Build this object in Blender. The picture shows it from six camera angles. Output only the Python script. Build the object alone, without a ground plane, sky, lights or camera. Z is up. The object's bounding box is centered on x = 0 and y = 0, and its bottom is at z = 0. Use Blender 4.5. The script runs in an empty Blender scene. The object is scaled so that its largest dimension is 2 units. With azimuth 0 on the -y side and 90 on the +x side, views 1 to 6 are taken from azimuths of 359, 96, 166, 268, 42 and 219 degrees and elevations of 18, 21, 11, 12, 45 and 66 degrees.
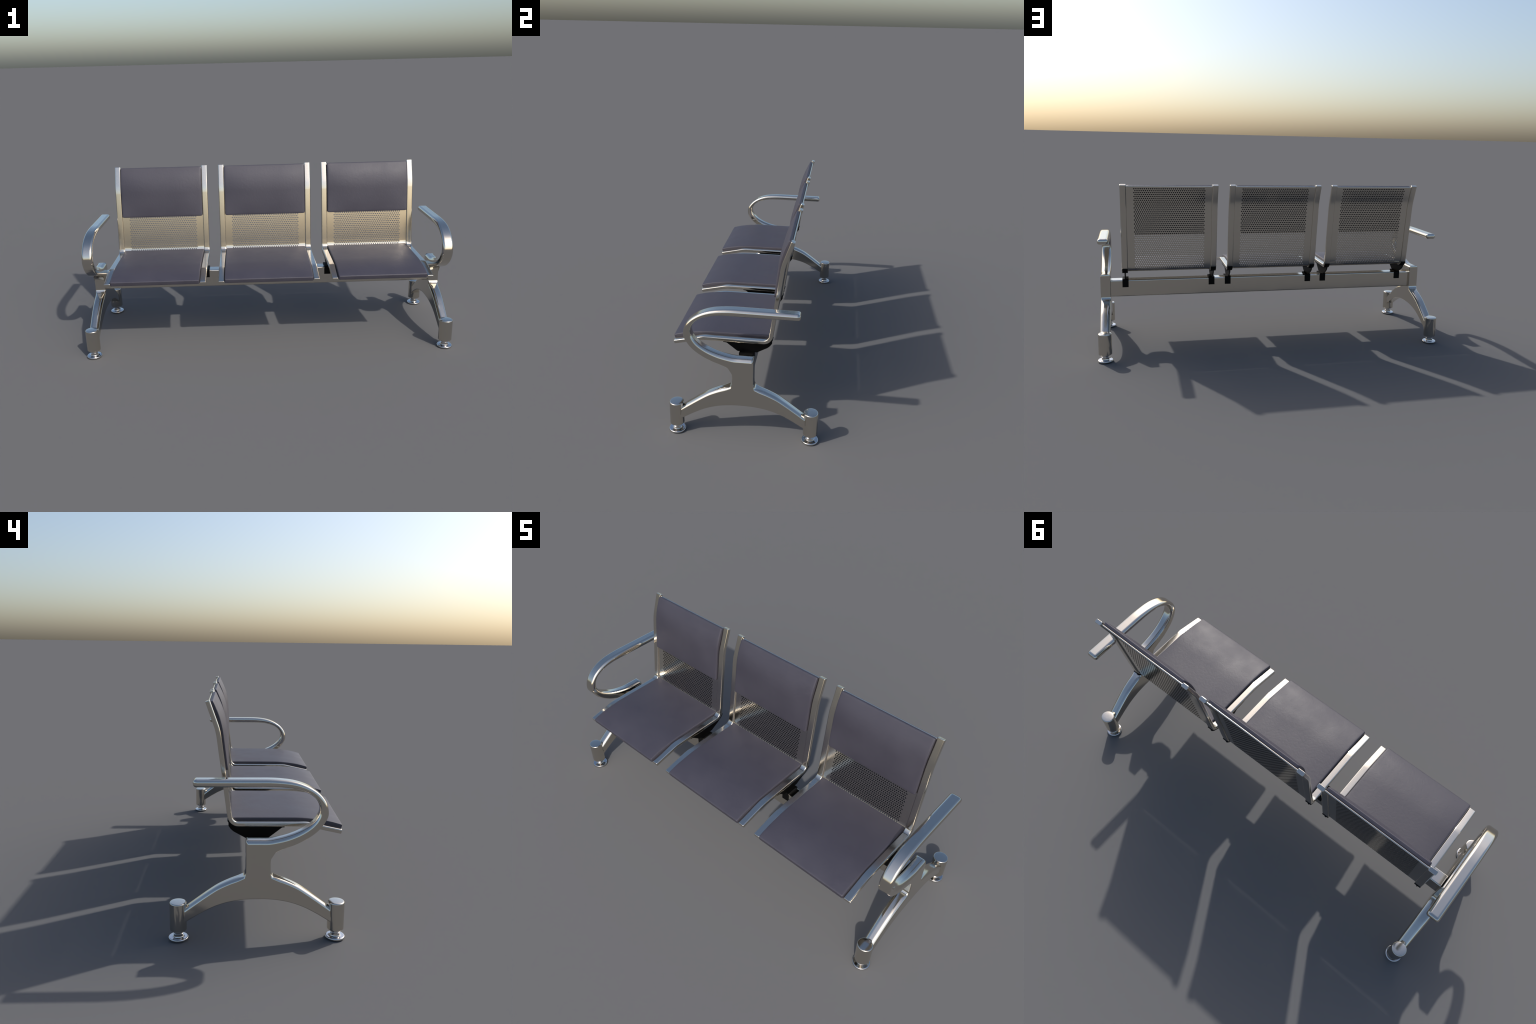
"""Three-seat waiting-room bench: polished cast end frames with looped armrests,
a rectangular cross beam, perforated steel shells between flat tube rails,
and leatherette cushions on seat and backrest."""
import bpy, bmesh, math
from math import sin, cos, pi, sqrt, radians
from mathutils import Vector

# ------------------------------------------------------------------ sizes (m)
SEAT_PITCH = 0.598          # distance between seat centres
RAIL_X = 0.2502             # rail centre from the seat centre
RAIL_W, RAIL_T = 0.0335, 0.0195
FRAME_X = 0.9592            # end frame centre plane
FRAME_HALF = 0.0285          # half thickness of the end frame
BEAM_Y, BEAM_Z0, BEAM_Z1 = 0.032, 0.2835, 0.3815


# ------------------------------------------------------------------ materials
def new_material(name):
    m = bpy.data.materials.new(name)
    m.use_nodes = True
    nt = m.node_tree
    for n in list(nt.nodes):
        nt.nodes.remove(n)
    out = nt.nodes.new("ShaderNodeOutputMaterial")
    bsdf = nt.nodes.new("ShaderNodeBsdfPrincipled")
    nt.links.new(bsdf.outputs[0], out.inputs[0])
    return m, nt, bsdf


def metal(name, colour, rough, spread, grain=0.0, grain_scale=(900, 900, 900)):
    m, nt, b = new_material(name)
    N, L = nt.nodes, nt.links
    tc = N.new("ShaderNodeTexCoord")
    noise = N.new("ShaderNodeTexNoise")
    noise.inputs["Scale"].default_value = 14.0
    noise.inputs["Detail"].default_value = 5.0
    L.new(tc.outputs["Object"], noise.inputs["Vector"])
    rr = N.new("ShaderNodeMapRange")
    rr.inputs["From Min"].default_value = 0.3
    rr.inputs["From Max"].default_value = 0.7
    rr.inputs["To Min"].default_value = rough - spread
    rr.inputs["To Max"].default_value = rough + spread
    L.new(noise.outputs["Fac"], rr.inputs["Value"])
    L.new(rr.outputs["Result"], b.inputs["Roughness"])
    b.inputs["Base Color"].default_value = (*colour, 1)
    b.inputs["Metallic"].default_value = 1.0
    if grain:
        mp = N.new("ShaderNodeMapping")
        mp.inputs["Scale"].default_value = grain_scale
        L.new(tc.outputs["Object"], mp.inputs["Vector"])
        g = N.new("ShaderNodeTexNoise")
        g.inputs["Scale"].default_value = 1.0
        g.inputs["Detail"].default_value = 2.0
        L.new(mp.outputs[0], g.inputs["Vector"])
        bump = N.new("ShaderNodeBump")
        bump.inputs["Strength"].default_value = grain
        bump.inputs["Distance"].default_value = 0.0004
        L.new(g.outputs["Fac"], bump.inputs["Height"])
        L.new(bump.outputs[0], b.inputs["Normal"])
    return m


def leatherette(name):
    m, nt, b = new_material(name)
    N, L = nt.nodes, nt.links
    tc = N.new("ShaderNodeTexCoord")
    # faint cloudy tone
    cloud = N.new("ShaderNodeTexNoise")
    cloud.inputs["Scale"].default_value = 9.0
    cloud.inputs["Detail"].default_value = 6.0
    L.new(tc.outputs["Object"], cloud.inputs["Vector"])
    ramp = N.new("ShaderNodeValToRGB")
    ramp.color_ramp.elements[0].position = 0.3
    ramp.color_ramp.elements[0].color = (0.0405, 0.0380, 0.0530, 1)
    ramp.color_ramp.elements[1].position = 0.72
    ramp.color_ramp.elements[1].color = (0.0455, 0.0430, 0.0590, 1)
    L.new(cloud.outputs["Fac"], ramp.inputs["Fac"])
    L.new(ramp.outputs["Color"], b.inputs["Base Color"])
    rr = N.new("ShaderNodeMapRange")
    rr.inputs["From Min"].default_value = 0.32
    rr.inputs["From Max"].default_value = 0.68
    rr.inputs["To Min"].default_value = 0.49
    rr.inputs["To Max"].default_value = 0.58
    L.new(cloud.outputs["Fac"], rr.inputs["Value"])
    L.new(rr.outputs["Result"], b.inputs["Roughness"])
    # fine leather creases: two scales
    crease = N.new("ShaderNodeTexNoise")
    crease.inputs["Scale"].default_value = 70.0
    crease.inputs["Detail"].default_value = 4.0
    crease.inputs["Distortion"].default_value = 0.8
    L.new(tc.outputs["Object"], crease.inputs["Vector"])
    pore = N.new("ShaderNodeTexVoronoi")
    pore.inputs["Scale"].default_value = 420.0
    L.new(tc.outputs["Object"], pore.inputs["Vector"])
    add = N.new("ShaderNodeMath")
    add.operation = "MULTIPLY_ADD"
    add.inputs[1].default_value = 0.18
    L.new(pore.outputs["Distance"], add.inputs[0])
    L.new(crease.outputs["Fac"], add.inputs[2])
    bump = N.new("ShaderNodeBump")
    bump.inputs["Strength"].default_value = 0.35
    bump.inputs["Distance"].default_value = 0.0012
    L.new(add.outputs[0], bump.inputs["Height"])
    L.new(bump.outputs[0], b.inputs["Normal"])
    return m


def black_plastic(name):
    m, nt, b = new_material(name)
    N, L = nt.nodes, nt.links
    tc = N.new("ShaderNodeTexCoord")
    n = N.new("ShaderNodeTexNoise")
    n.inputs["Scale"].default_value = 60.0
    L.new(tc.outputs["Object"], n.inputs["Vector"])
    ramp = N.new("ShaderNodeValToRGB")
    ramp.color_ramp.elements[0].color = (0.002, 0.002, 0.002, 1)
    ramp.color_ramp.elements[1].color = (0.003, 0.003, 0.003, 1)
    L.new(n.outputs["Fac"], ramp.inputs["Fac"])
    L.new(ramp.outputs["Color"], b.inputs["Base Color"])
    b.inputs["Roughness"].default_value = 0.45
    b.inputs["Specular IOR Level"].default_value = 0.12
    return m


CHROME = metal("polished_cast_metal", (0.655, 0.615, 0.54), 0.13, 0.004)
RAIL_METAL = metal("satin_rail_metal", (0.655, 0.615, 0.54), 0.16, 0.006, 0.03)
SHEET_METAL = metal("perforated_sheet_metal", (0.655, 0.615, 0.54), 0.15, 0.006, 0.02)
FOOT_METAL = metal("bright_foot_metal", (0.66, 0.645, 0.63), 0.10, 0.01)
LEATHER = leatherette("grey_violet_leatherette")
BLACK = black_plastic("black_bracket_coating")
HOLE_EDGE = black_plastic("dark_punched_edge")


# ------------------------------------------------------------------ helpers
def mesh_object(name, verts, faces, mat, parent=None, sharp=35.0, smooth=True):
    me = bpy.data.meshes.new(name)
    me.from_pydata([tuple(v) for v in verts], [], faces)
    me.update()
    bm = bmesh.new()
    bm.from_mesh(me)
    bmesh.ops.recalc_face_normals(bm, faces=bm.faces)
    for f in bm.faces:
        f.smooth = smooth
    if smooth and sharp is not None:
        lim = radians(sharp)
        for e in bm.edges:
            if len(e.link_faces) == 2 and e.calc_face_angle(0) > lim:
                e.smooth = False
    bm.to_mesh(me)
    bm.free()
    me.materials.append(mat)
    ob = bpy.data.objects.new(name, me)
    bpy.context.scene.collection.objects.link(ob)
    ob.parent = parent
    return ob


def again(ob, parent, location):
    """A repeat that shares the mesh of an earlier part."""
    c = ob.copy()
    bpy.context.scene.collection.objects.link(c)
    c.parent = parent
    c.location = location
    return c


def weighted(ob):
    ob.modifiers.new("weighted_normals", "WEIGHTED_NORMAL").keep_sharp = True


def spline(pts, step=0.004):
    """Centripetal Catmull-Rom through tuples of any length, resampled evenly."""
    P = [Vector(p) for p in pts]
    P = [P[0] * 2 - P[1]] + P + [P[-1] * 2 - P[-2]]
    out = []
    for i in range(1, len(P) - 2):
        p0, p1, p2, p3 = P[i - 1:i + 3]
        k = [sqrt(max((b - a).length, 1e-6)) for a, b in ((p0, p1), (p1, p2), (p2, p3))]
        t0, t1 = 0.0, k[0]
        t2, t3 = t1 + k[1], t1 + k[1] + k[2]
        n = max(1, round((p2 - p1).length / step))
        for j in range(n):
            t = t1 + (t2 - t1) * j / n
            a1 = p0 * ((t1 - t) / (t1 - t0)) + p1 * ((t - t0) / (t1 - t0))
            a2 = p1 * ((t2 - t) / (t2 - t1)) + p2 * ((t - t1) / (t2 - t1))
            a3 = p2 * ((t3 - t) / (t3 - t2)) + p3 * ((t - t2) / (t3 - t2))
            b1 = a1 * ((t2 - t) / (t2 - t0)) + a2 * ((t - t0) / (t2 - t0))
            b2 = a2 * ((t3 - t) / (t3 - t1)) + a3 * ((t - t1) / (t3 - t1))
            out.append(b1 * ((t2 - t) / (t2 - t1)) + b2 * ((t - t1) / (t2 - t1)))
    out.append(P[-2])
    return out


# ------------------------------------------------------------------ seat profile
class Profile:
    """Side profile of a seat: front lip, flat, tight corner, back, upper bend."""

    def __init__(self, corners):
        # corners: (y, z, fillet radius)
        self.pts = []
        n = len(corners)
        for i, (y, z, r) in enumerate(corners):
            p = Vector((y, z))
            if i in (0, n - 1) or r == 0:
                self.pts.append(p)
                continue
            a = (Vector(corners[i - 1][:2]) - p).normalized()
            b = (Vector(corners[i + 1][:2]) - p).normalized()
            half = a.angle(b) / 2
            d = r / math.tan(half)
            centre = p + (a + b).normalized() * (r / sin(half))
            s, e = p + a * d - centre, p + b * d - centre
            turn = s.angle_signed(e)
            steps = max(4, int(abs(turn) / radians(6)))
            for k in range(steps + 1):
                ang = -turn * k / steps
                self.pts.append(centre + Vector((s.x * cos(ang) - s.y * sin(ang), s.x * sin(ang) + s.y * cos(ang))))
        self.s = [0.0]
        for a, b in zip(self.pts, self.pts[1:]):
            self.s.append(self.s[-1] + (b - a).length)
        self.length = self.s[-1]
        self.tan = []
        for i in range(len(self.pts)):
            a, b = self.pts[max(i - 1, 0)], self.pts[min(i + 1, len(self.pts) - 1)]
            self.tan.append((b - a).normalized())

    def at(self, s):
        """point and sitter-side normal at arc length s"""
        i = 0
        while i < len(self.s) - 2 and s > self.s[i + 1]:
            i += 1
        t = (s - self.s[i]) / (self.s[i + 1] - self.s[i])
        p = self.pts[i].lerp(self.pts[i + 1], t)
        tc = min(max(t, 0), 1)
        d = self.tan[i].lerp(self.tan[i + 1], tc).normalized()
        return p, Vector((-d.y, d.x))

    def find(self, test):
        k = 0.0
        while k < self.length and not test(self.at(k)[0]):
            k += 0.0005
        return k


SEAT = Profile([(-0.3465, 0.4165, 0), (-0.2060, 0.4475, 0.16), (0.1078, 0.4480, 0.036),
                (0.1157, 0.5050, 1.20), (0.1588, 0.8300, 0.26), (0.2005, 0.9475, 0)])
PAN = Profile([(-0.3465, 0.4165, 0), (-0.2060, 0.4475, 0.45), (0.1600, 0.4482, 0)])   # seat part run straight on
SHEET_FRONT, SHEET_REAR = 0.0030, -0.0036      # faces of the perforated sheet, from the rail centre line


def place(x, s, h, profile=SEAT):
    p, n = profile.at(s)
    return Vector((x, p.x + n.x * h, p.y + n.y * h))


# ------------------------------------------------------------------ perforated shell
def perforated_shell(parent):
    half = RAIL_X - RAIL_W / 2 + 0.002
    pitch, hole_r = 0.01111, 0.0040
    n_wide = 35
    field = (n_wide + 0.5) * pitch / 2
    s_top = SEAT.find(lambda p: p.y > 0.9312)
    back_rows = 42
    # rows along the profile: (s0, s1, kind)   kind 0/1 = hole rows, None = plain
    rows = []
    row_len = [0.01117] * 18 + [0.01147] * 24           # row spacing, from the seat up
    back0 = s_top - sum(row_len)
    seat1 = back0 - 0.034
    cuts = [0.001 + (seat1 - 0.001) * k / 30 for k in range(31)]
    rows += [(a, b, None) for a, b in zip(cuts, cuts[1:])]
    m = max(3, round((back0 - seat1) / 0.005))
    for r in range(m):
        rows.append((seat1 + (back0 - seat1) * r / m, seat1 + (back0 - seat1) * (r + 1) / m, None))
    for r in range(back_rows):
        low = back0 + sum(row_len[:r])
        rows.append((low, low + row_len[r], r % 2))
    rows.append((s_top, SEAT.length - 0.0090, None))
    rows.append((SEAT.length - 0.0090, SEAT.length - 0.0075, None))

    verts, faces, index, walls = [], [], {}, set()

    def v(x, s, side):
        key = (round(x * 1e5), round(s * 1e5), side)
        if key not in index:
            index[key] = len(verts)
            r = 0.0013 if s > SEAT.length - 0.0076 else 0.0      # rounded top edge
            verts.append(place(x, s, SHEET_FRONT - r if side else SHEET_REAR + r))
        return index[key]

    def quad_pair(loop):
        faces.append([v(x, s, 1) for x, s in loop])
        faces.append([v(x, s, 0) for x, s in reversed(loop)])

    xs = [-field + k * pitch / 2 for k in range(2 * n_wide + 2)]
    for s0, s1, kind in rows:
        for a, b in ((-half, xs[0]), (xs[-1], half)):
            quad_pair([(a, s0), (b, s0), (b, s1), (a, s1)])
        sm = (s0 + s1) / 2
        if kind is None:
            for a, b in zip(xs, xs[1:]):
                quad_pair([(a, s0), (b, s0), (b, s1), (a, s1)])
            continue
        # alternate rows are shifted by half a pitch; the spare half cell stays solid
        first = kind
        a, b = (xs[-2], xs[-1]) if kind == 0 else (xs[0], xs[1])
        quad_pair([(a, s0), (b, s0), (b, s1), (a, s1)])
        for k in range(first, first + 2 * n_wide, 2):
            a, c, b = xs[k], xs[k + 1], xs[k + 2]
            rim = [(a, s0), (c, s0), (b, s0), (b, sm), (b, s1), (c, s1), (a, s1), (a, sm)]
            ring = [(c + hole_r * cos(t), sm + hole_r * sin(t)) for t in
                    [radians(d) for d in (225, 270, 315, 0, 45, 90, 135, 180)]]
            for i in range(8):
                j = (i + 1) % 8
                quad_pair([rim[i], rim[j], ring[j], ring[i]])
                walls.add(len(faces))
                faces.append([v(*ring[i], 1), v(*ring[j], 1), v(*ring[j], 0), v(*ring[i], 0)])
    # border walls
    bm = bmesh.new()
    bv = [bm.verts.new(p) for p in verts]
    for k, f in enumerate(faces):
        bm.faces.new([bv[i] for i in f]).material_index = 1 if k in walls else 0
    bm.verts.index_update()
    pair = {}
    for (x, s, side), i in index.items():
        pair.setdefault((x, s), {})[side] = i
    twin = {d[1]: d[0] for d in pair.values() if len(d) == 2}
    for e in [e for e in bm.edges if len(e.link_faces) == 1]:
        i, j = e.verts[0].index, e.verts[1].index
        if i in twin and j in twin:
            try:
                bm.faces.new([bv[i], bv[j], bv[twin[j]], bv[twin[i]]])
            except ValueError:
                pass
    bmesh.ops.recalc_face_normals(bm, faces=bm.faces)
    for f in bm.faces:
        f.smooth = True
    for e in bm.edges:
        if len(e.link_faces) == 2 and e.calc_face_angle(0) > radians(50):
            e.smooth = False
    me = bpy.data.meshes.new("perforated_shell")
    bm.to_mesh(me)
    bm.free()
    me.materials.append(SHEET_METAL)
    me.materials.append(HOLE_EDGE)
    ob = bpy.data.objects.new("perforated_shell", me)
    bpy.context.scene.collection.objects.link(ob)
    ob.parent = parent
    return ob


# ------------------------------------------------------------------ side rail
def rounded_rect(w, t, r, seg=4):
    pts = []
    for cx, cy, a0 in ((w / 2 - r, t / 2 - r, 0), (-w / 2 + r, t / 2 - r, 90),
                       (-w / 2 + r, -t / 2 + r, 180), (w / 2 - r, -t / 2 + r, 270)):
        for k in range(seg + 1):
            a = radians(a0 + 90 * k / seg)
            pts.append((cx + r * cos(a), cy + r * sin(a)))
    return pts


def side_rail(parent):
    stations = [(s, 0.0) for s in SEAT.s[1:-1]]
    extra = [0.02 + k * 0.02 for k in range(int(SEAT.length / 0.02) - 1)]
    ss = sorted(set(round(s, 5) for s, _ in stations) | set(round(s, 5) for s in extra))
    keep = [ss[0]]
    for s in ss[1:]:
        if s - keep[-1] > 0.0025:
            keep.append(s)
    keep = [s for s in keep if 0.006 < s < SEAT.length - 0.006]
    e = 0.0026                                           # softened ends
    ends = [(e * (1 - sin(a)), e * (1 - cos(a))) for a in (radians(0), radians(30), radians(60), radians(90))]
    rings = [(d, i) for d, i in ends]
    rings = [(s, ins) for s, ins in [(d, i) for d, i in
             [(e * (1 - cos(radians(a))), e * (1 - sin(radians(a)))) for a in (0, 30, 60, 90)]]]
    full = rings + [(s, 0.0) for s in keep] + [(SEAT.length - d, i) for d, i in reversed(rings)]
    verts, faces = [], []
    m = None
    for s, ins in full:
        sec = rounded_rect(RAIL_W - 2 * ins, RAIL_T - 2 * ins, 0.0052 - ins * 0.5)
        m = len(sec)
        for x, h in sec:
            verts.append(place(x, s, h))
    for i in range(len(full) - 1):
        for j in range(m):
            k = (j + 1) % m
            faces.append([i * m + j, i * m + k, (i + 1) * m + k, (i + 1) * m + j])
    faces.append(list(range(m)))
    faces.append([(len(full) - 1) * m + j for j in range(m)])
    ob = mesh_object("side_rail", verts, faces, RAIL_METAL, parent, sharp=40)
    weighted(ob)
    return ob


# ------------------------------------------------------------------ cushions
def cushion(name, parent, half_w, s0, s1, bottom, edge_top, crown, soft, crown_len, swell, soft_end, profile):
    """Padded slab: a subdivided box bent onto the seat profile, edges rounded."""
    nu, nv = 8, 10
    us = [-half_w, -half_w + soft] + [-half_w + soft + (2 * half_w - 2 * soft) * k / nu for k in range(1, nu)] + [half_w - soft, half_w]
    vs = [s0, s0 + soft] + [s0 + soft + (s1 - s0 - soft - soft_end) * k / nv for k in range(1, nv)] + [s1 - soft_end, s1]
    hs = [bottom, bottom + (edge_top - bottom) * 0.25, edge_top - (edge_top - bottom) * 0.30, edge_top]
    bm = bmesh.new()
    grid = {}

    def g(i, j, k):
        key = (i, j, k)
        if key not in grid:
            grid[key] = bm.verts.new((us[i], vs[j], hs[k]))
        return grid[key]
    I, J, K = len(us) - 1, len(vs) - 1, len(hs) - 1
    for i in range(I):
        for j in range(J):
            bm.faces.new([g(i, j, K), g(i + 1, j, K), g(i + 1, j + 1, K), g(i, j + 1, K)])
            bm.faces.new([g(i, j, 0), g(i, j + 1, 0), g(i + 1, j + 1, 0), g(i + 1, j, 0)])
    for k in range(K):
        for i in range(I):
            bm.faces.new([g(i, 0, k), g(i + 1, 0, k), g(i + 1, 0, k + 1), g(i, 0, k + 1)])
            bm.faces.new([g(i + 1, J, k), g(i, J, k), g(i, J, k + 1), g(i + 1, J, k + 1)])
        for j in range(J):
            bm.faces.new([g(0, j + 1, k), g(0, j, k), g(0, j, k + 1), g(0, j + 1, k + 1)])
            bm.faces.new([g(I, j, k), g(I, j + 1, k), g(I, j + 1, k + 1), g(I, j, k + 1)])
    tmp = bpy.data.meshes.new("tmp")
    bm.to_mesh(tmp)
    bm.free()
    ob = bpy.data.objects.new(name, tmp)
    bpy.context.scene.collection.objects.link(ob)
    sub = ob.modifiers.new("round", "SUBSURF")
    sub.levels = sub.render_levels = 2
    dg = bpy.context.evaluated_depsgraph_get()
    me = bpy.data.meshes.new_from_object(ob.evaluated_get(dg))
    me.name = name
    ob.modifiers.clear()
    ob.data = me
    bpy.data.meshes.remove(tmp)
    for vert in me.vertices:
        x, s, h = vert.co
        dx = min(1.0, (half_w - abs(x)) / crown_len)
        ds = min(1.0, min(s - s0, s1 - s) / crown_len)
        k = (1 - (1 - max(dx, 0)) ** 2) * (1 - (1 - max(ds, 0)) ** 2)
        lift = max(0.0, (h - bottom) / (edge_top - bottom))
        if profile is PAN:                  # underside clears the curve of the shell
            h += 0.011 * (1 - lift) * max(0.0, (s - s1 + 0.04) / 0.04) ** 2
        vert.co = place(x, s, h + (crown * k + swell(s)) * lift, profile)
    for p in me.polygons:
        p.use_smooth = True
    me.materials.append(LEATHER)
    bm = bmesh.new()
    bm.from_mesh(me)
    bmesh.ops.recalc_face_normals(bm, faces=bm.faces)
    bm.to_mesh(me)
    bm.free()
    ob.parent = parent
    return ob


# ------------------------------------------------------------------ mounting bracket
def bracket(parent):
    """Black bracket: flange under the rail, thin fin, saddle over the beam."""
    verts, faces = [], []

    def prism(outline, x0, x1):
        """outline in (y, z), extruded along x"""
        n, b = len(outline), len(verts)
        for x in (x0, x1):
            verts.extend(Vector((x, y, z)) for y, z in outline)
        faces.append([b + i for i in reversed(range(n))])
        faces.append([b + n + i for i in range(n)])
        for i in range(n):
            j = (i + 1) % n
            faces.append([b + i, b + j, b + n + j, b + n + i])

    w, wf = RAIL_W / 2 + 0.0006, RAIL_W / 2 - 0.0014
    s_a = SEAT.find(lambda p: p.x > -0.112)
    s_b = SEAT.find(lambda p: p.y > 0.4695)
    inner, outer = [], []
    steps = 26
    for k in range(steps + 1):
        s = s_a + (s_b - s_a) * k / steps
        p, n = SEAT.at(s)
        a = p - n * (RAIL_T / 2 - 0.0004)
        thick = 0.0042 * min(1.0, 0.35 + k / 4)
        b = p - n * (RAIL_T / 2 + thick)
        inner.append((a.x, a.y))
        outer.append((b.x, b.y))
    prism(inner + outer[::-1], -wf, wf)
    # fin follows the flange above and narrows to the saddle
    top = [p for p in inner]
    fin = top + [(0.1170, 0.4385), (0.1080, 0.4250), (0.0960, 0.4145), (0.0470, 0.3870),
                 (-0.0440, 0.3870), (-0.0480, 0.3890), (-0.1040, 0.4330)]
    prism(fin, -0.003, 0.003)
    # saddle block: cap over the beam with two cheeks
    t = 0.0042
    y1, y0 = BEAM_Y + t, -BEAM_Y - t
    zt, zb = BEAM_Z1 + 0.0065, 0.3395
    cap = [(y0, zb), (y0, zt - 0.003), (y0 + 0.003, zt), (y1 - 0.003, zt), (y1, zt - 0.003), (y1, zb),
           (BEAM_Y - 0.001, zb), (BEAM_Y - 0.001, BEAM_Z1 - 0.001), (-BEAM_Y + 0.001, BEAM_Z1 - 0.001), (-BEAM_Y + 0.001, zb)]
    prism(cap, -w, w)
    return mesh_object("mounting_bracket", verts, faces, BLACK, parent, sharp=30)


# ------------------------------------------------------------------ end frame
LEG_TOP = [(0.058, 0.2695), (0.085, 0.2625), (0.117, 0.2500), (0.160, 0.2290), (0.200, 0.2025), (0.240, 0.1735), (0.298, 0.1305)]
LEG_LOW = [(0.298, 0.0730), (0.2700, 0.0910), (0.229, 0.1165), (0.174, 0.1455), (0.117, 0.1650), (0.055, 0.1755), (0.0, 0.1775)]


def frame_outline():
    """Side outline (y, z, edge rounding) of one cast end frame, run round once."""
    R, S, Q = 0.0150, 0.0045, 0.0210
    LEG_R = 0.0142
    top = [(0.240, 0.6615, R), (0.12, 0.6618, R), (0.01, 0.6622, R), (-0.05, 0.6620, R), (-0.090, 0.6595, R),
           (-0.130, 0.6540, 0.0140), (-0.168, 0.6435, 0.0130), (-0.2055, 0.6260, 0.0125), (-0.2385, 0.6010, 0.0125), (-0.2615, 0.5695, 0.0125),
           (-0.2705, 0.5390, 0.0125), (-0.2702, 0.5160, 0.0115), (-0.2605, 0.4950, 0.009), (-0.2350, 0.4610, 0.007), (-0.194, 0.4290, S),
           (-0.1500, 0.4055, S), (-0.1060, 0.3880, S), (-0.0780, 0.3765, S), (-0.0630, 0.3668, S), (-0.0528, 0.3530, S),
           (-0.0490, 0.3310, S), (-0.0490, 0.3000, S), (-0.0495, 0.2850, S)]
    front_leg = [(-y, z, 0.0142) for y, z in LEG_TOP]
    front_leg[0] = (-0.0575, 0.2705, 0.0095)
    low = [(-y, z, S) for y, z in LEG_LOW] + [(y, z, S) for y, z in LEG_LOW[-2::-1]]
    rear_leg = [(y, z, 0.0142) for y, z in LEG_TOP[::-1]]
    rear_leg[-1] = (0.0575, 0.2705, 0.0095)
    post = [(0.0495, 0.2850, S), (0.0490, 0.3000, S), (0.0490, 0.3400, S), (0.0490, 0.3900, 0.0050), (0.0490, 0.4110, 0.0065)]
    corner = [(0.0478, 0.4175, 0.0085), (0.0450, 0.4205, 0.0120)]
    inner = [(0.0400, 0.4210, Q), (-0.0050, 0.4210, Q), (-0.0400, 0.4212, Q), (-0.0700, 0.4260, Q), (-0.116, 0.4380, Q), (-0.166, 0.4585, 0.0190),
             (-0.2050, 0.4840, 0.0165), (-0.2262, 0.5080, R), (-0.2362, 0.5300, R), (-0.2360, 0.5530, R), (-0.2210, 0.5830, R),
             (-0.1920, 0.6050, R), (-0.150, 0.6200, R), (-0.105, 0.6275, R), (-0.050, 0.6290, R), (0.03, 0.6290, R), (0.12, 0.6290, R), (0.236, 0.6290, R)]
    tip = [(0.2450, 0.6305, 0.013), (0.2510, 0.6365, 0.012), (0.2530, 0.6445, 0.0115), (0.2515, 0.6530, 0.012), (0.2475, 0.6583, 0.013)]
    out = []
    for seg in (top, front_leg, low, rear_leg, post + corner, inner, tip):
        out += [tuple(p) for p in spline(seg, 0.0032)]
    # leave out neighbours that nearly coincide
    clean = [out[0]]
    for p in out[1:]:
        if (Vector(p[:2]) - Vector(clean[-1][:2])).length > 0.0012:
            clean.append(p)
    return clean


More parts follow.
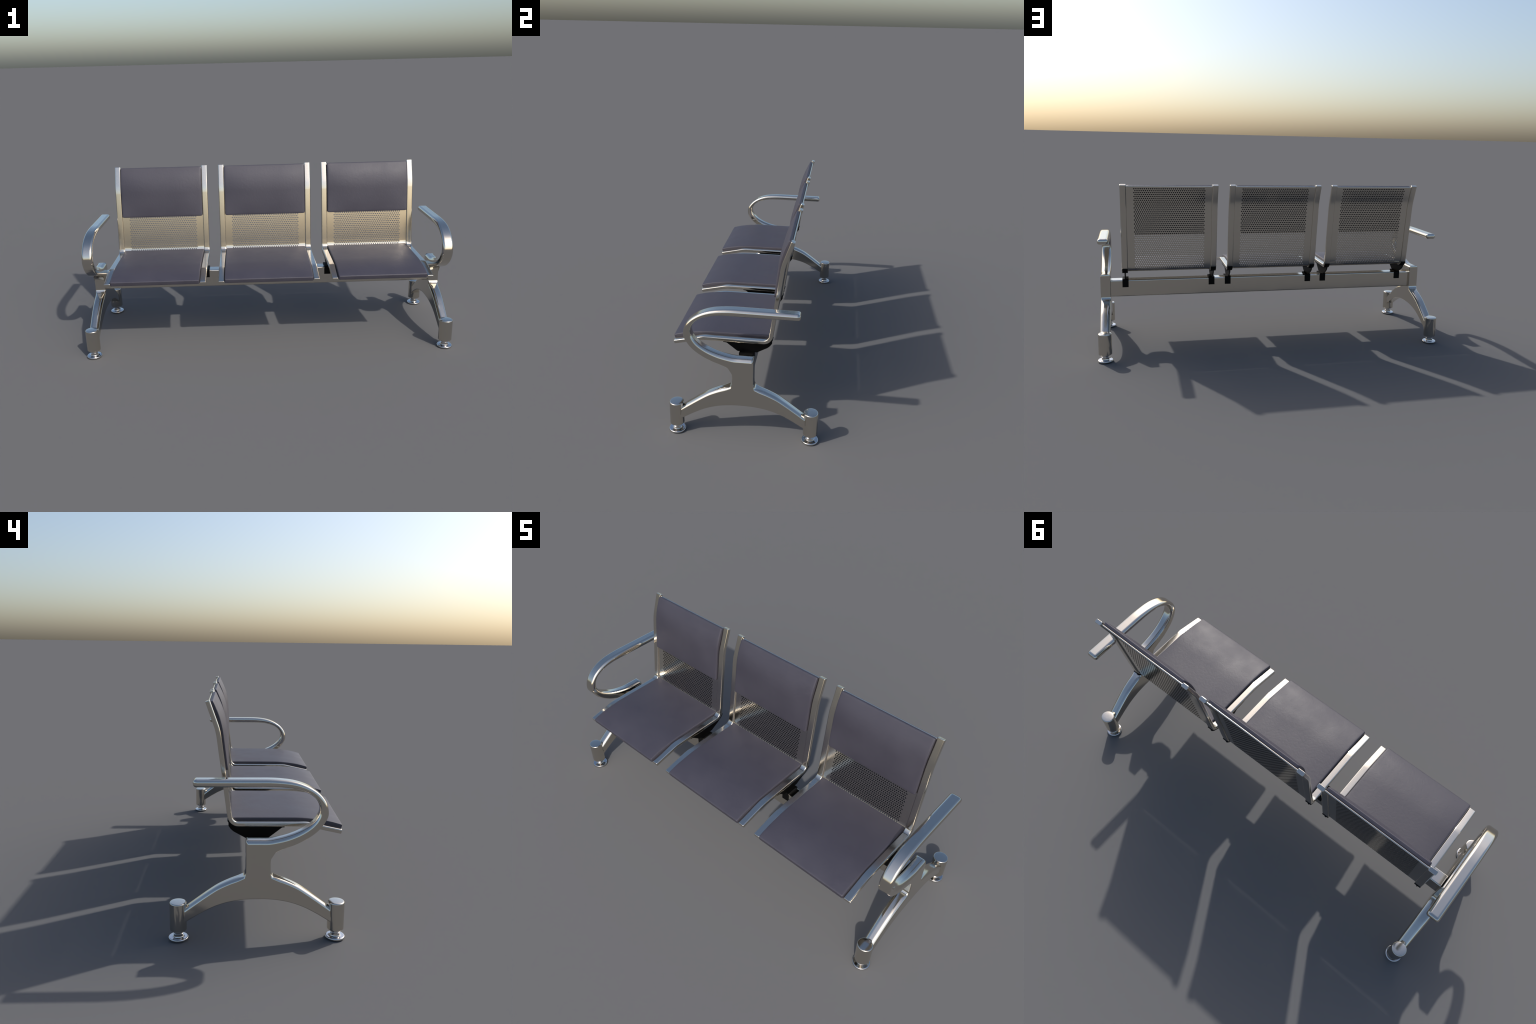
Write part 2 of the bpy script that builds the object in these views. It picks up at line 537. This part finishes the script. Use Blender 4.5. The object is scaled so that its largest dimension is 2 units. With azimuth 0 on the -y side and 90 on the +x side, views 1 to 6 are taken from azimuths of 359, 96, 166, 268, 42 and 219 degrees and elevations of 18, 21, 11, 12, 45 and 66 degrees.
def end_frame_parts(parent):
    pts = frame_outline()
    n = len(pts)
    P = [Vector(p[:2]) for p in pts]
    area = sum(P[i].x * P[(i + 1) % n].y - P[(i + 1) % n].x * P[i].y for i in range(n))
    sgn = 1 if area > 0 else -1
    nor, mitre = [], []
    for i in range(n):
        a = (P[i] - P[i - 1]).normalized()
        b = (P[(i + 1) % n] - P[i]).normalized()
        na, nb = Vector((a.y, -a.x)) * sgn, Vector((b.y, -b.x)) * sgn
        m = (na + nb).normalized()
        nor.append(m)
        mitre.append(1 / max(0.6, m.dot(na)))
    K = 6
    angles = [pi / 2 * k / K for k in range(K + 1)]

    def half(i):
        y, z = P[i]
        return FRAME_HALF - (0.0028 * max(0, abs(y) - 0.054) / 0.23 if z < 0.275 and abs(y) > 0.054 else 0)

    def wide(r, z):
        """the rounding of the leg tops reaches further over the width than over the height"""
        t = min(1, max(0, (r - 0.0095) / 0.004))
        return 1 + 0.42 * t * t * (3 - 2 * t) if z < 0.29 else 1.03

    verts, norms, ids = [], [], {}
    for side in (1, -1):
        for k, a in enumerate(angles):
            for i in range(n):
                r = pts[i][2]
                q = P[i] - nor[i] * (r * mitre[i])
                if P[i].x > 0.036 and 0.395 < P[i].y < 0.43:        # rear top corner of the post
                    q = Vector((min(q.x, 0.0430), min(q.y, 0.4002)))
                q = P[i].lerp(q, 1 - cos(a))
                ids[side, k, i] = len(verts)
                verts.append(Vector((side * (half(i) - r * wide(r, P[i].y) * (1 - sin(a))), q.x, q.y)))
                sx, cp = sin(a) / wide(r, P[i].y), cos(a)
                norms.append(Vector((side * sx, nor[i].x * cp, nor[i].y * cp)).normalized())

    def nearest(y, z):
        return min(range(n), key=lambda i: (P[i] - Vector((y, z))).length)

    cuts = {k: nearest(*v) for k, v in dict(af=(-0.072, 0.3730), ai=(-0.072, 0.4264), lt=(-0.0575, 0.2705), lb=(-0.055, 0.1755),
                                           rb=(0.055, 0.1755), rt=(0.0575, 0.2705)).items()}

    def run(a, b):
        out = [a]
        while out[-1] != b:
            out.append((out[-1] + 1) % n)
        return out

    regions = {
        "armrest": [run(cuts["ai"], cuts["af"])],
        "leg": [run(cuts["lt"], cuts["lb"])],
        "leg.001": [run(cuts["rb"], cuts["rt"])],
        "end_frame": [run(cuts["af"], cuts["lt"]), run(cuts["lb"], cuts["rb"]), run(cuts["rt"], cuts["ai"])],
    }
    made = {}
    for name, runs in regions.items():
        faces, face_norm = [], []
        for chain in runs:
            for i, j in zip(chain, chain[1:]):
                f = [ids[1, 0, i], ids[1, 0, j], ids[-1, 0, j], ids[-1, 0, i]]
                faces.append(f)
                face_norm.append(None)
                for side in (1, -1):
                    for k in range(K):
                        faces.append([ids[side, k, i], ids[side, k, j], ids[side, k + 1, j], ids[side, k + 1, i]])
                        face_norm.append(None)
        loop = [i for chain in runs for i in chain]
        for side in (1, -1):
            flat = Vector((side, 0, 0))
            if len(runs) > 1:                      # post: fan about its centre
                ids[side, "hub"] = len(verts)
                verts.append(Vector((side * FRAME_HALF, 0.0, 0.265)))
                norms.append(flat)
                tris = [(ids[side, "hub"], ids[side, K, i], ids[side, K, j]) for i, j in zip(loop, loop[1:] + loop[:1])]
            else:                                  # bar: ladder between its two long edges
                tris, lo, hi = [], 0, len(loop) - 1
                pos = lambda k: verts[ids[side, K, loop[k]]]
                while hi - lo > 1:
                    if (pos(lo + 1) - pos(hi)).length < (pos(lo) - pos(hi - 1)).length:
                        t, lo = (lo, lo + 1, hi), lo + 1
                    else:
                        t, hi = (lo, hi, hi - 1), hi - 1
                    tris.append(tuple(ids[side, K, loop[k]] for k in t))
            for t in tris:
                faces.append(list(t))
                face_norm.append(flat)
        # orient every face along its normals
        used = {}
        out_v, out_f, loop_n = [], [], []
        for f, fn in zip(faces, face_norm):
            want = fn if fn else sum((norms[i] for i in f), Vector())
            nrm = Vector()
            for a, b in zip(f, f[1:] + f[:1]):
                nrm += verts[a].cross(verts[b])
            if nrm.dot(want) < 0:
                f = f[::-1]
            row = []
            for i in f:
                if i not in used:
                    used[i] = len(out_v)
                    out_v.append(verts[i])
                row.append(used[i])
                loop_n.append(fn if fn else norms[i])
            out_f.append(row)
        me = bpy.data.meshes.new(name)
        me.from_pydata([tuple(v) for v in out_v], [], out_f)
        me.polygons.foreach_set("use_smooth", [True] * len(me.polygons))
        me.update()
        me.normals_split_custom_set([tuple(v) for v in loop_n])
        me.materials.append(CHROME)
        ob = bpy.data.objects.new(name, me)
        bpy.context.scene.collection.objects.link(ob)
        made[name] = ob
    post = made.pop("end_frame")
    post.parent = parent
    for ob in made.values():
        ob.parent = post
    return post, list(made.values())


def lathe(name, profile, mat, parent, seg=40, sharp=40, stretch=1.0):
    verts, faces = [], []
    for r, z in profile:
        for k in range(seg):
            a = 2 * pi * k / seg
            verts.append(Vector((r * cos(a) * stretch, r * sin(a), z)))
    for i in range(len(profile) - 1):
        for k in range(seg):
            l = (k + 1) % seg
            faces.append([i * seg + k, i * seg + l, (i + 1) * seg + l, (i + 1) * seg + k])
    faces.append(list(range(seg)))
    faces.append([(len(profile) - 1) * seg + k for k in range(seg)])
    ob = mesh_object(name, verts, faces, mat, parent, sharp=sharp)
    weighted(ob)
    return ob


def foot_column(parent):
    r, z0, z1 = 0.0340, 0.0385, 0.1585
    e = 0.0055
    prof = [(r - e + e * sin(radians(a)), z0 + e - e * cos(radians(a))) for a in (0, 22, 45, 68, 90)]
    prof += [(r, z0 + (z1 - z0) * t) for t in (0.3, 0.6)]
    prof += [(r - e + e * cos(radians(a)), z1 - e + e * sin(radians(a))) for a in (0, 18, 36, 54, 72, 90)]
    prof += [(r * 0.6, z1 + 0.0008), (r * 0.2, z1 + 0.0012)]
    return lathe("foot_column", prof, CHROME, parent, stretch=1.05)


def leveling_foot(parent):
    prof = [(0.0365, 0.0), (0.0390, 0.0012), (0.0403, 0.0038), (0.0403, 0.0068), (0.0392, 0.0092), (0.0370, 0.0104),
            (0.0340, 0.0104), (0.0260, 0.0108), (0.0215, 0.0122), (0.0198, 0.0150), (0.0195, 0.0200), (0.0192, 0.0235), (0.0175, 0.0252),
            (0.0168, 0.0262), (0.0168, 0.0420)]
    return lathe("leveling_foot", prof, FOOT_METAL, parent)


def cross_beam(parent):
    r = 0.0065
    sec = rounded_rect(2 * BEAM_Y, BEAM_Z1 - BEAM_Z0, r, 5)
    mid = (BEAM_Z0 + BEAM_Z1) / 2
    L = FRAME_X - FRAME_HALF + 0.004
    stations = [-L + 2 * L * k / 24 for k in range(25)]
    verts, faces = [], []
    m = len(sec)
    for x in stations:
        verts += [Vector((x, y, mid + z)) for y, z in sec]
    for i in range(len(stations) - 1):
        for j in range(m):
            k = (j + 1) % m
            faces.append([i * m + j, i * m + k, (i + 1) * m + k, (i + 1) * m + j])
    faces.append(list(range(m)))
    faces.append([(len(stations) - 1) * m + j for j in range(m)])
    ob = mesh_object("cross_beam", verts, faces, CHROME, parent, sharp=40)
    weighted(ob)
    return ob


# ------------------------------------------------------------------ assembly
bench = bpy.data.objects.new("waiting_room_bench", None)
bpy.context.scene.collection.objects.link(bench)
bench["label"] = "three-seat metal waiting room bench with grey cushions and looped armrests"
bench["category"] = "bench"

cross_beam(bench)

# seats
shell = perforated_shell(bench)
shell.location = (-SEAT_PITCH, 0, 0)
s_back0 = SEAT.find(lambda p: p.y > 0.6630)
s_back1 = SEAT.find(lambda p: p.y > 0.9395)
parts = []
rail = side_rail(shell)
brk = bracket(shell)
for ob in (rail, brk):
    ob.location = (-RAIL_X, 0, 0)
    parts.append(ob)
    parts.append(again(ob, shell, (RAIL_X, 0, 0)))
s_seat1 = PAN.find(lambda p: p.x > 0.1082)
seat_cushion = cushion("seat_cushion", shell, 0.2325, -0.004, s_seat1, -0.0015, 0.0203, 0.0035, 0.0095, 0.13,
                       lambda s: 0.0050 * math.exp(-((s - 0.050) / 0.060) ** 2), 0.005, PAN)
back_cushion = cushion("backrest_cushion", shell, 0.2325, s_back0, s_back1, SHEET_FRONT + 0.0004, 0.0190, 0.0095, 0.016, 0.15,
                       lambda s: 0.0045 * math.exp(-((s - s_back1 + 0.06) / 0.05) ** 2), 0.016, SEAT)
parts += [seat_cushion, back_cushion]
for k in (0, 1):
    other = again(shell, bench, (k * SEAT_PITCH, 0, 0))
    for ob in parts:
        again(ob, other, ob.location)

# end frames
post, members = end_frame_parts(bench)
post.location = (-FRAME_X, 0, 0)
col = foot_column(post)
foot = leveling_foot(post)
for ob in (col, foot):
    ob.location = (0, -0.317, 0)
    members.append(ob)
    members.append(again(ob, post, (0, 0.317, 0)))
other = again(post, bench, (FRAME_X, 0, 0))
for ob in members:
    again(ob, other, ob.location)
